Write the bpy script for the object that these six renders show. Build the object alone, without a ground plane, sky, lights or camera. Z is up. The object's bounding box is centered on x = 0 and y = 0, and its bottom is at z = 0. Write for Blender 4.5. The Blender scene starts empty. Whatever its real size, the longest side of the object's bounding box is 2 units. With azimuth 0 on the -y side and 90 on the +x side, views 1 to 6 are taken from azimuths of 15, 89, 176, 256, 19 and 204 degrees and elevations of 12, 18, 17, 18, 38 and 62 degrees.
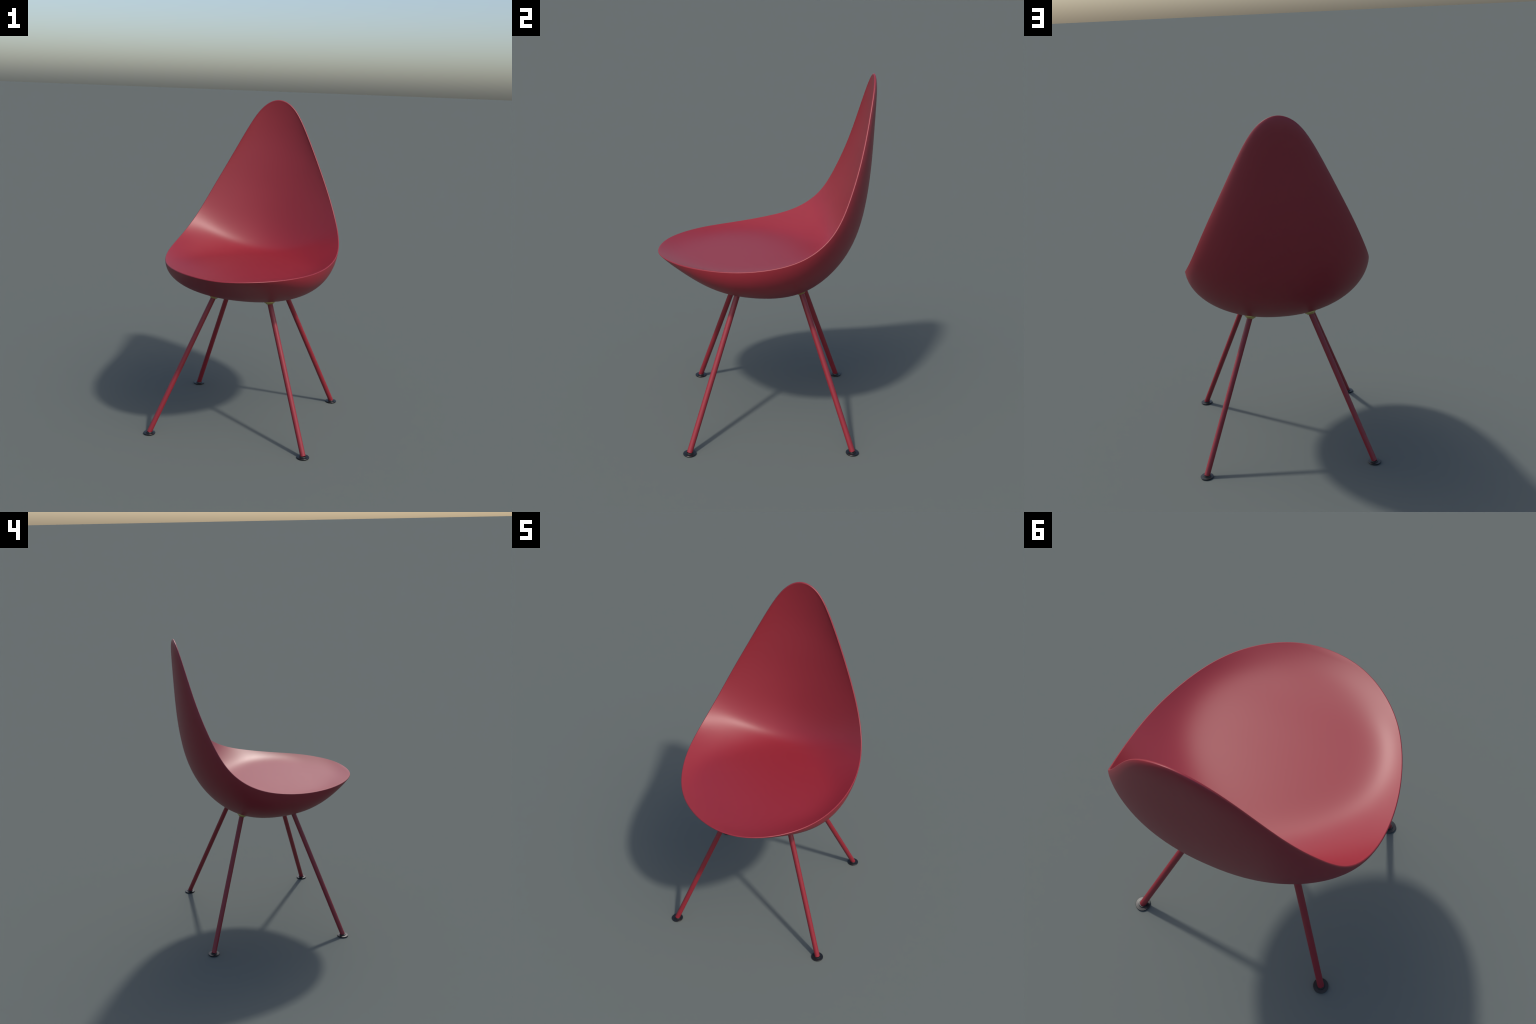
"""Drop-shaped shell chair: one moulded red shell (seat + backrest) on four
splayed tubular legs with black glides and brass-coloured mounting collars."""
import math
import bmesh
import bpy
import numpy as np
from mathutils import Matrix, Vector
from mathutils.bvhtree import BVHTree

# ------------------------------------------------------------------ helpers


def bspline(u, control):
    """Clamped uniform cubic B-spline through control values, u in 0..1."""
    control = np.asarray(control, float)
    n = len(control)
    knots = np.r_[[0] * 3, np.linspace(0, 1, n - 2), [1] * 3]
    u = np.clip(np.asarray(u, float), 0, 1 - 1e-9)
    basis = [((u >= knots[i]) & (u < knots[i + 1])).astype(float) for i in range(len(knots) - 1)]
    for d in range(1, 4):
        nxt = []
        for i in range(len(basis) - 1):
            a, b = knots[i + d] - knots[i], knots[i + d + 1] - knots[i + 1]
            t = 0 * u
            if a > 0:
                t = t + (u - knots[i]) / a * basis[i]
            if b > 0:
                t = t + (knots[i + d + 1] - u) / b * basis[i + 1]
            nxt.append(t)
        basis = nxt
    return np.tensordot(np.stack(basis, -1), control, axes=(-1, 0))


def closed_bspline(control, samples):
    """Closed uniform cubic B-spline loop."""
    k = len(control)
    t = np.arange(samples) * k / samples
    i = np.floor(t).astype(int)
    f = (t - i)[:, None]
    w = ((1 - f) ** 3 / 6, (3 * f ** 3 - 6 * f ** 2 + 4) / 6, (-3 * f ** 3 + 3 * f ** 2 + 3 * f + 1) / 6, f ** 3 / 6)
    return sum(w[j] * control[(i + j - 1) % k] for j in range(4))


def unit(v):
    return v / np.maximum(np.linalg.norm(v, axis=-1, keepdims=True), 1e-12)


def new_object(name, mesh, parent=None):
    obj = bpy.data.objects.new(name, mesh)
    bpy.context.scene.collection.objects.link(obj)
    if parent is not None:
        obj.parent = parent
    return obj


# ------------------------------------------------------------------ materials


def plastic(name, colour, roughness, grain=0.0, metallic=0.0, variation=0.015, specular=0.5):
    mat = bpy.data.materials.new(name)
    mat.use_nodes = True
    nt = mat.node_tree
    bsdf = nt.nodes["Principled BSDF"]
    coord = nt.nodes.new("ShaderNodeTexCoord")
    noise = nt.nodes.new("ShaderNodeTexNoise")
    noise.inputs["Scale"].default_value = 6.0
    noise.inputs["Detail"].default_value = 3.0
    ramp = nt.nodes.new("ShaderNodeValToRGB")
    lo, hi = 1 - variation, 1 + variation
    ramp.color_ramp.elements[0].color = (*[c * lo for c in colour], 1)
    ramp.color_ramp.elements[1].color = (*[min(1, c * hi) for c in colour], 1)
    nt.links.new(coord.outputs["Object"], noise.inputs["Vector"])
    nt.links.new(noise.outputs["Fac"], ramp.inputs["Fac"])
    nt.links.new(ramp.outputs["Color"], bsdf.inputs["Base Color"])
    bsdf.inputs["Roughness"].default_value = roughness
    bsdf.inputs["Metallic"].default_value = metallic
    bsdf.inputs["Specular IOR Level"].default_value = specular
    if grain:
        fine = nt.nodes.new("ShaderNodeTexNoise")
        fine.inputs["Scale"].default_value = 420.0
        bump = nt.nodes.new("ShaderNodeBump")
        bump.inputs["Strength"].default_value = grain
        bump.inputs["Distance"].default_value = 0.0005
        nt.links.new(coord.outputs["Object"], fine.inputs["Vector"])
        nt.links.new(fine.outputs["Fac"], bump.inputs["Height"])
        nt.links.new(bump.outputs["Normal"], bsdf.inputs["Normal"])
    return mat


RED = (0.24, 0.015, 0.026)
SHELL_RED = plastic("matt_red_plastic", RED, 0.45)
LEG_RED = plastic("red_powder_coat", RED, 0.42)
BLACK = plastic("black_plastic", (0.006, 0.006, 0.007), 0.38)
BRASS = plastic("yellow_brass", (0.46, 0.40, 0.13), 0.40, metallic=0.3)

# ------------------------------------------------------------------ shell
# Rim line of one half, front middle -> right side -> top of the back.
RIM_HALF = np.array([
    (0.0000, -0.6041, 1.0309), (0.1537, -0.5755, 1.0381), (0.2942, -0.4881, 1.0403),
    (0.4093, -0.3574, 1.0438), (0.4860, -0.1814, 1.0480), (0.5257, 0.0085, 1.0704),
    (0.5218, 0.2025, 1.1179), (0.4724, 0.3581, 1.2355), (0.3937, 0.4382, 1.4176),
    (0.2994, 0.5020, 1.6090), (0.2029, 0.5441, 1.8053), (0.1126, 0.5768, 1.9632),
    (0.0000, 0.5856, 2.0190)])
# Belly of the outer skin off the rim chord, (dy, dz), front -> top.
BELLY = [(0.0770, -0.1850), (0.0548, -0.1860), (-0.0047, -0.2380), (-0.0319, -0.2734), (0.0406, -0.3278),
         (0.1519, -0.1909), (0.1433, -0.0815), (0.1080, -0.0148), (0.1120, 0.0296)]
BELLY_ROUND = [-0.4669, -0.9050, -1.1710, -0.6105, -0.2527, -0.4193, -0.6176]   # log of the dome exponent
BELLY_SQUARE = [-0.0623, -0.0094, 0.1088, 0.0520, 0.0984, 0.2683, 0.2593]       # log of the side exponent / 2
# Inner skin: middle line (u along the chair, y, z), front lip -> seat -> crease -> back.
MIDDLE = np.array([
    (0.0185, -0.563, 1.027), (0.0454, -0.517, 1.019), (0.089, -0.444, 1.014), (0.147, -0.349, 1.013),
    (0.210, -0.244, 1.015), (0.298, -0.103, 1.017), (0.382, 0.030, 1.018), (0.471, 0.178, 1.018),
    (0.526, 0.285, 1.021), (0.573, 0.360, 1.037), (0.625, 0.414, 1.094), (0.676, 0.455, 1.190),
    (0.719, 0.483, 1.290), (0.784, 0.516, 1.435), (0.876, 0.553, 1.637), (0.945, 0.577, 1.822),
    (0.976, 0.582, 1.917)])
# Across the shell: the seat is a flat pan with a soft turn up into a straight wall,
# the back a shallow trough; the two blend into each other at the crease.
PAN_MIDDLE, PAN_HALF_LENGTH, PAN_HALF_WIDTH = -0.40, 0.47, 0.78   # oval pan, on the unit disk of the rim
PAN_TURN = 0.085                                                  # softness of the turn at its border
CREASE = (0.58, 0.74)                                             # seat shape -> back shape
TROUGH_FLAT = [0.6, 0.6, 0.6, 0.6, 0.6, 0.6, 0.8, 1.0, 1.0]
TROUGH_BELL = [1.0, 1.0, 1.0, 1.0, 1.0, 1.0, 0.90, 0.78, 0.74]
CHORD_TILT = [0, 0, 2, 9, 27, 58, 70, 77, 84]                     # lean of the rim, degrees
EDGE_SEAT, EDGE_BACK = 0.0045, 0.0065                             # radius of the rounded rim
RINGS, SPOKES, EDGE_STEPS = 72, 256, 7

loop = np.r_[RIM_HALF, RIM_HALF[1:-1][::-1] * [-1, 1, 1]]
rim_line = closed_bspline(loop, 4096)


def rim_at(angle):
    """Rim point (right half) at angle 0 (front) .. pi (top)."""
    x = np.asarray(angle) / (2 * np.pi) * 4096
    i = np.minimum(x.astype(int), 4095)
    f = (x - i)[..., None]
    return rim_line[i] * (1 - f) + rim_line[(i + 1) % 4096] * f


def chord_tilt(u):
    return np.radians(bspline(u, CHORD_TILT))


def disk(rho, phi):
    """Disk coordinates -> (rim angle, side -1..1) of the chord through the point."""
    along = np.clip(-rho * np.cos(phi), -1, 1)
    half = np.sqrt(np.maximum(1 - along ** 2, 1e-16))
    side = np.clip(rho * np.sin(phi) / half, -1, 1)
    return np.arccos(np.clip(-along, -1, 1)), side, half


def natural_spline(x, knots, values):
    """Natural cubic spline through (knots, values)."""
    n = len(knots)
    h = np.diff(knots)
    A, r = np.eye(n), np.zeros_like(values)
    for i in range(1, n - 1):
        A[i, i - 1:i + 2] = h[i - 1], 2 * (h[i - 1] + h[i]), h[i]
        r[i] = 6 * ((values[i + 1] - values[i]) / h[i] - (values[i] - values[i - 1]) / h[i - 1])
    m = np.linalg.solve(A, r)
    x = np.clip(x, knots[0], knots[-1])
    i = np.clip(np.searchsorted(knots, x) - 1, 0, n - 2)
    a, b, w = (knots[i + 1] - x)[..., None], (x - knots[i])[..., None], h[i][..., None]
    return ((m[i] * a ** 3 + m[i + 1] * b ** 3) / (6 * w) + (values[i] / w - m[i] * w / 6) * a
            + (values[i + 1] / w - m[i + 1] * w / 6) * b)


def dish_drop(u):
    """Offset of the middle line from the rim chord; shrinks to nothing at both ends."""
    k = MIDDLE[:, 0]
    chord = rim_at(np.arccos(1 - 2 * k))[:, 1:]
    rate = (MIDDLE[:, 1:] - chord) / (4 * k * (1 - k))[:, None]
    return natural_spline(u, k, rate) * (4 * u * (1 - u))[..., None]


phi_ring = np.arange(SPOKES) * 2 * np.pi / SPOKES
rim_pts = rim_at(phi_ring)
u_ring = (1 - np.cos(phi_ring)) / 2
tilt_ring = chord_tilt(u_ring)
up_ring = np.stack([0 * tilt_ring, -np.sin(tilt_ring), np.cos(tilt_ring)], -1)
tangent = unit(np.roll(rim_pts, -1, 0) - np.roll(rim_pts, 1, 0))
up_ring = unit(up_ring - tangent * (up_ring * tangent).sum(-1, keepdims=True))
outward = unit(np.cross(tangent, up_ring))
rim_radius = (EDGE_SEAT + (EDGE_BACK - EDGE_SEAT) * bspline(u_ring, [0, 0, 0, 0.2, 0.7, 1, 1]))[:, None]


def skin(rho, phi, inner):
    theta, side, half = disk(rho, phi)
    u = (1 - np.cos(theta)) / 2
    rim = rim_at(theta)
    if inner:
        drop = dish_drop(u)
        r, r0 = np.sqrt((1 - 2 * u) ** 2 + half ** 2 * side ** 2), np.abs(1 - 2 * u)

        def ramp(across):
            away = np.hypot((2 * u - 1 - PAN_MIDDLE) / PAN_HALF_LENGTH, across / PAN_HALF_WIDTH)
            return np.logaddexp(0, (away - 1) / PAN_TURN)

        rise = ramp(half)
        pan = (rise - ramp(half * side)) / np.maximum(rise - ramp(0 * half), 1e-9)
        flat, bell = bspline(u, TROUGH_FLAT), bspline(u, TROUGH_BELL)
        trough = ((1 - r ** (2 * flat)) / np.maximum(1 - r0 ** (2 * flat), 1e-9)).clip(0, 1) ** bell
        mix = np.clip((u - CREASE[0]) / (CREASE[1] - CREASE[0]), 0, 1)
        mix = mix * mix * (3 - 2 * mix)
        h = pan * (1 - mix) + trough * mix
    else:
        q, p = np.exp(bspline(u, BELLY_ROUND)), 2 * np.exp(bspline(u, BELLY_SQUARE))
        drop = bspline(u, BELLY)
        w = half ** 2 * (1 - np.abs(side) ** p)
        e = 0.006
        h = ((w + e) ** q - e ** q) / ((1 + e) ** q - e ** q)
    pos = np.zeros(rho.shape + (3,))
    pos[..., 0] = rim[..., 0] * side
    pos[..., 1:] = rim[..., 1:] + drop * h[..., None]
    # the inner skin ends inside and above the outer one, leaving room for the rounded edge
    i = np.round(phi / (2 * np.pi) * SPOKES).astype(int) % SPOKES
    shift, fade = (up_ring[i] * 0.7 - outward[i], 4) if inner else (up_ring[i] * -0.3, 24)
    return pos + shift * rim_radius[i] * rho[..., None] ** fade


def build_shell():
    rho = np.sin(np.pi / 2 * np.arange(1, RINGS + 1) / RINGS)
    rr, pp = np.meshgrid(rho, phi_ring, indexing="ij")
    verts, faces = [], []

    def add_rings(grid):
        base = len(verts)
        for ring in grid:
            verts.extend(map(tuple, ring))
        return base

    inner, outer = skin(rr, pp, True), skin(rr, pp, False)
    bi, bo = add_rings(inner), add_rings(outer)
    steps = np.linspace(np.pi / 2, 0, EDGE_STEPS + 1)[1:-1]
    be = add_rings([rim_pts + (outward * (math.cos(a) - 1) + up_ring * (math.sin(a) - 0.3)) * rim_radius for a in steps])
    ci = len(verts)
    zero = np.array([1e-9]), np.array([0.0])
    verts.append(tuple(skin(*zero, True)[0]))
    verts.append(tuple(skin(*zero, False)[0]))

    def strip(a, b):
        for k in range(SPOKES):
            n = (k + 1) % SPOKES
            faces.append((a + k, b + k, b + n, a + n))

    for r in range(RINGS - 1):
        strip(bi + r * SPOKES, bi + (r + 1) * SPOKES)
        strip(bo + (r + 1) * SPOKES, bo + r * SPOKES)
    rows = [bi + (RINGS - 1) * SPOKES] + [be + j * SPOKES for j in range(len(steps))] + [bo + (RINGS - 1) * SPOKES]
    for a, b in zip(rows, rows[1:]):
        strip(a, b)
    for k in range(SPOKES):
        n = (k + 1) % SPOKES
        faces.append((ci, bi + k, bi + n))
        faces.append((ci + 1, bo + n, bo + k))
    bm = bmesh.new()
    vs = [bm.verts.new(v) for v in verts]
    for f in faces:
        bm.faces.new([vs[i] for i in f])
    bmesh.ops.recalc_face_normals(bm, faces=bm.faces)
    return bm


chair = bpy.data.objects.new("chair", None)
bpy.context.scene.collection.objects.link(chair)
chair["label"] = "red drop-shaped shell chair on four thin splayed legs"
chair["category"] = "chair"

bm = build_shell()
# seat and backrest meet without a seam along a sloping plane through the crease
SPLIT_POINT, SPLIT_NORMAL = Vector((0, 0.30, 1.05)), Vector((0, 0.5, 0.87)).normalized()
bmesh.ops.bisect_plane(bm, geom=bm.verts[:] + bm.edges[:] + bm.faces[:], dist=1e-6,
                       plane_co=SPLIT_POINT, plane_no=SPLIT_NORMAL)
bm.normal_update()
outer_tree = BVHTree.FromBMesh(bm)
bm.verts.index_update()
normals = {tuple(round(c, 6) for c in v.co): v.normal.copy() for v in bm.verts}
for part, above in (("seat", False), ("backrest", True)):
    piece = bm.copy()
    drop = [f for f in piece.faces if ((f.calc_center_median() - SPLIT_POINT).dot(SPLIT_NORMAL) > 0) != above]
    bmesh.ops.delete(piece, geom=drop, context="FACES")
    mesh = bpy.data.meshes.new(part)
    piece.to_mesh(mesh)
    piece.free()
    mesh.polygons.foreach_set("use_smooth", [True] * len(mesh.polygons))
    mesh.normals_split_custom_set_from_vertices([normals[tuple(round(c, 6) for c in v.co)] for v in mesh.vertices])
    mesh.materials.append(SHELL_RED)
    new_object(part, mesh, chair)
bm.free()

# ------------------------------------------------------------------ legs


def lathe(name, profile, material, segments=48):
    """Solid of revolution about z from (radius, height) pairs; first and last closed."""
    b = bmesh.new()
    rows = [[b.verts.new((r * math.cos(2 * math.pi * k / segments), r * math.sin(2 * math.pi * k / segments), h))
             for k in range(segments)] for r, h in profile]
    for lo, hi in zip(rows, rows[1:]):
        for k in range(segments):
            n = (k + 1) % segments
            b.faces.new((lo[k], lo[n], hi[n], hi[k]))
    b.faces.new(rows[0][::-1])
    b.faces.new(rows[-1])
    mesh = bpy.data.meshes.new(name)
    b.to_mesh(mesh)
    b.free()
    mesh.polygons.foreach_set("use_smooth", [True] * len(mesh.polygons))
    mesh.set_sharp_from_angle(angle=math.radians(35))
    mesh.materials.append(material)
    return mesh


LEG_RADIUS = 0.0158
FOOT_X, FOOT_FRONT, FOOT_BACK = 0.4765, -0.410, 0.483
TOP_X, TOP_FRONT, TOP_BACK, TOP_Z = 0.184, -0.154, 0.215, 0.80
foot_mesh = lathe("foot", [(0.0342, 0.0), (0.0356, 0.0008), (0.0362, 0.0020), (0.0360, 0.0042), (0.0348, 0.0054),
                           (0.0225, 0.0062), (0.0208, 0.0064), (0.0204, 0.0074), (0.0200, 0.0102),
                           (0.0188, 0.0116), (0.0120, 0.0119)], BLACK)
collar_mesh = lathe("mounting_collar", [(0.0165, -0.0138), (0.0184, -0.0134), (0.0262, -0.0055), (0.0306, -0.0042),
                                        (0.0312, -0.0025), (0.0312, 0.0080)], BRASS)
for side in (-1, 1):
    for foot_y, top_y in ((FOOT_FRONT, TOP_FRONT), (FOOT_BACK, TOP_BACK)):
        ground = Vector((side * FOOT_X, foot_y, 0))
        low = Vector((side * FOOT_X, foot_y, 0.008))
        axis = (Vector((side * TOP_X, top_y, TOP_Z)) - low).normalized()
        hit, normal, _, _ = outer_tree.ray_cast(low + axis * 0.3, axis)
        length = (hit - low).length + 0.02
        leg_mesh = lathe("leg", [(LEG_RADIUS - 0.002, 0), (LEG_RADIUS, 0.0015), (LEG_RADIUS, length)], LEG_RED)
        leg = new_object("leg", leg_mesh, chair)
        leg.location = low
        leg.rotation_mode = "QUATERNION"
        leg.rotation_quaternion = axis.to_track_quat("Z", "Y")
        bpy.context.view_layer.update()
        for name, mesh, place in (
                ("foot", foot_mesh, Matrix.Translation(ground)),
                ("mounting_collar", collar_mesh,
                 Matrix.Translation(hit) @ (-normal).to_track_quat("Z", "Y").to_matrix().to_4x4())):
            obj = new_object(name, mesh, leg)
            obj.matrix_parent_inverse = Matrix.Identity(4)
            obj.matrix_basis = leg.matrix_world.inverted() @ place
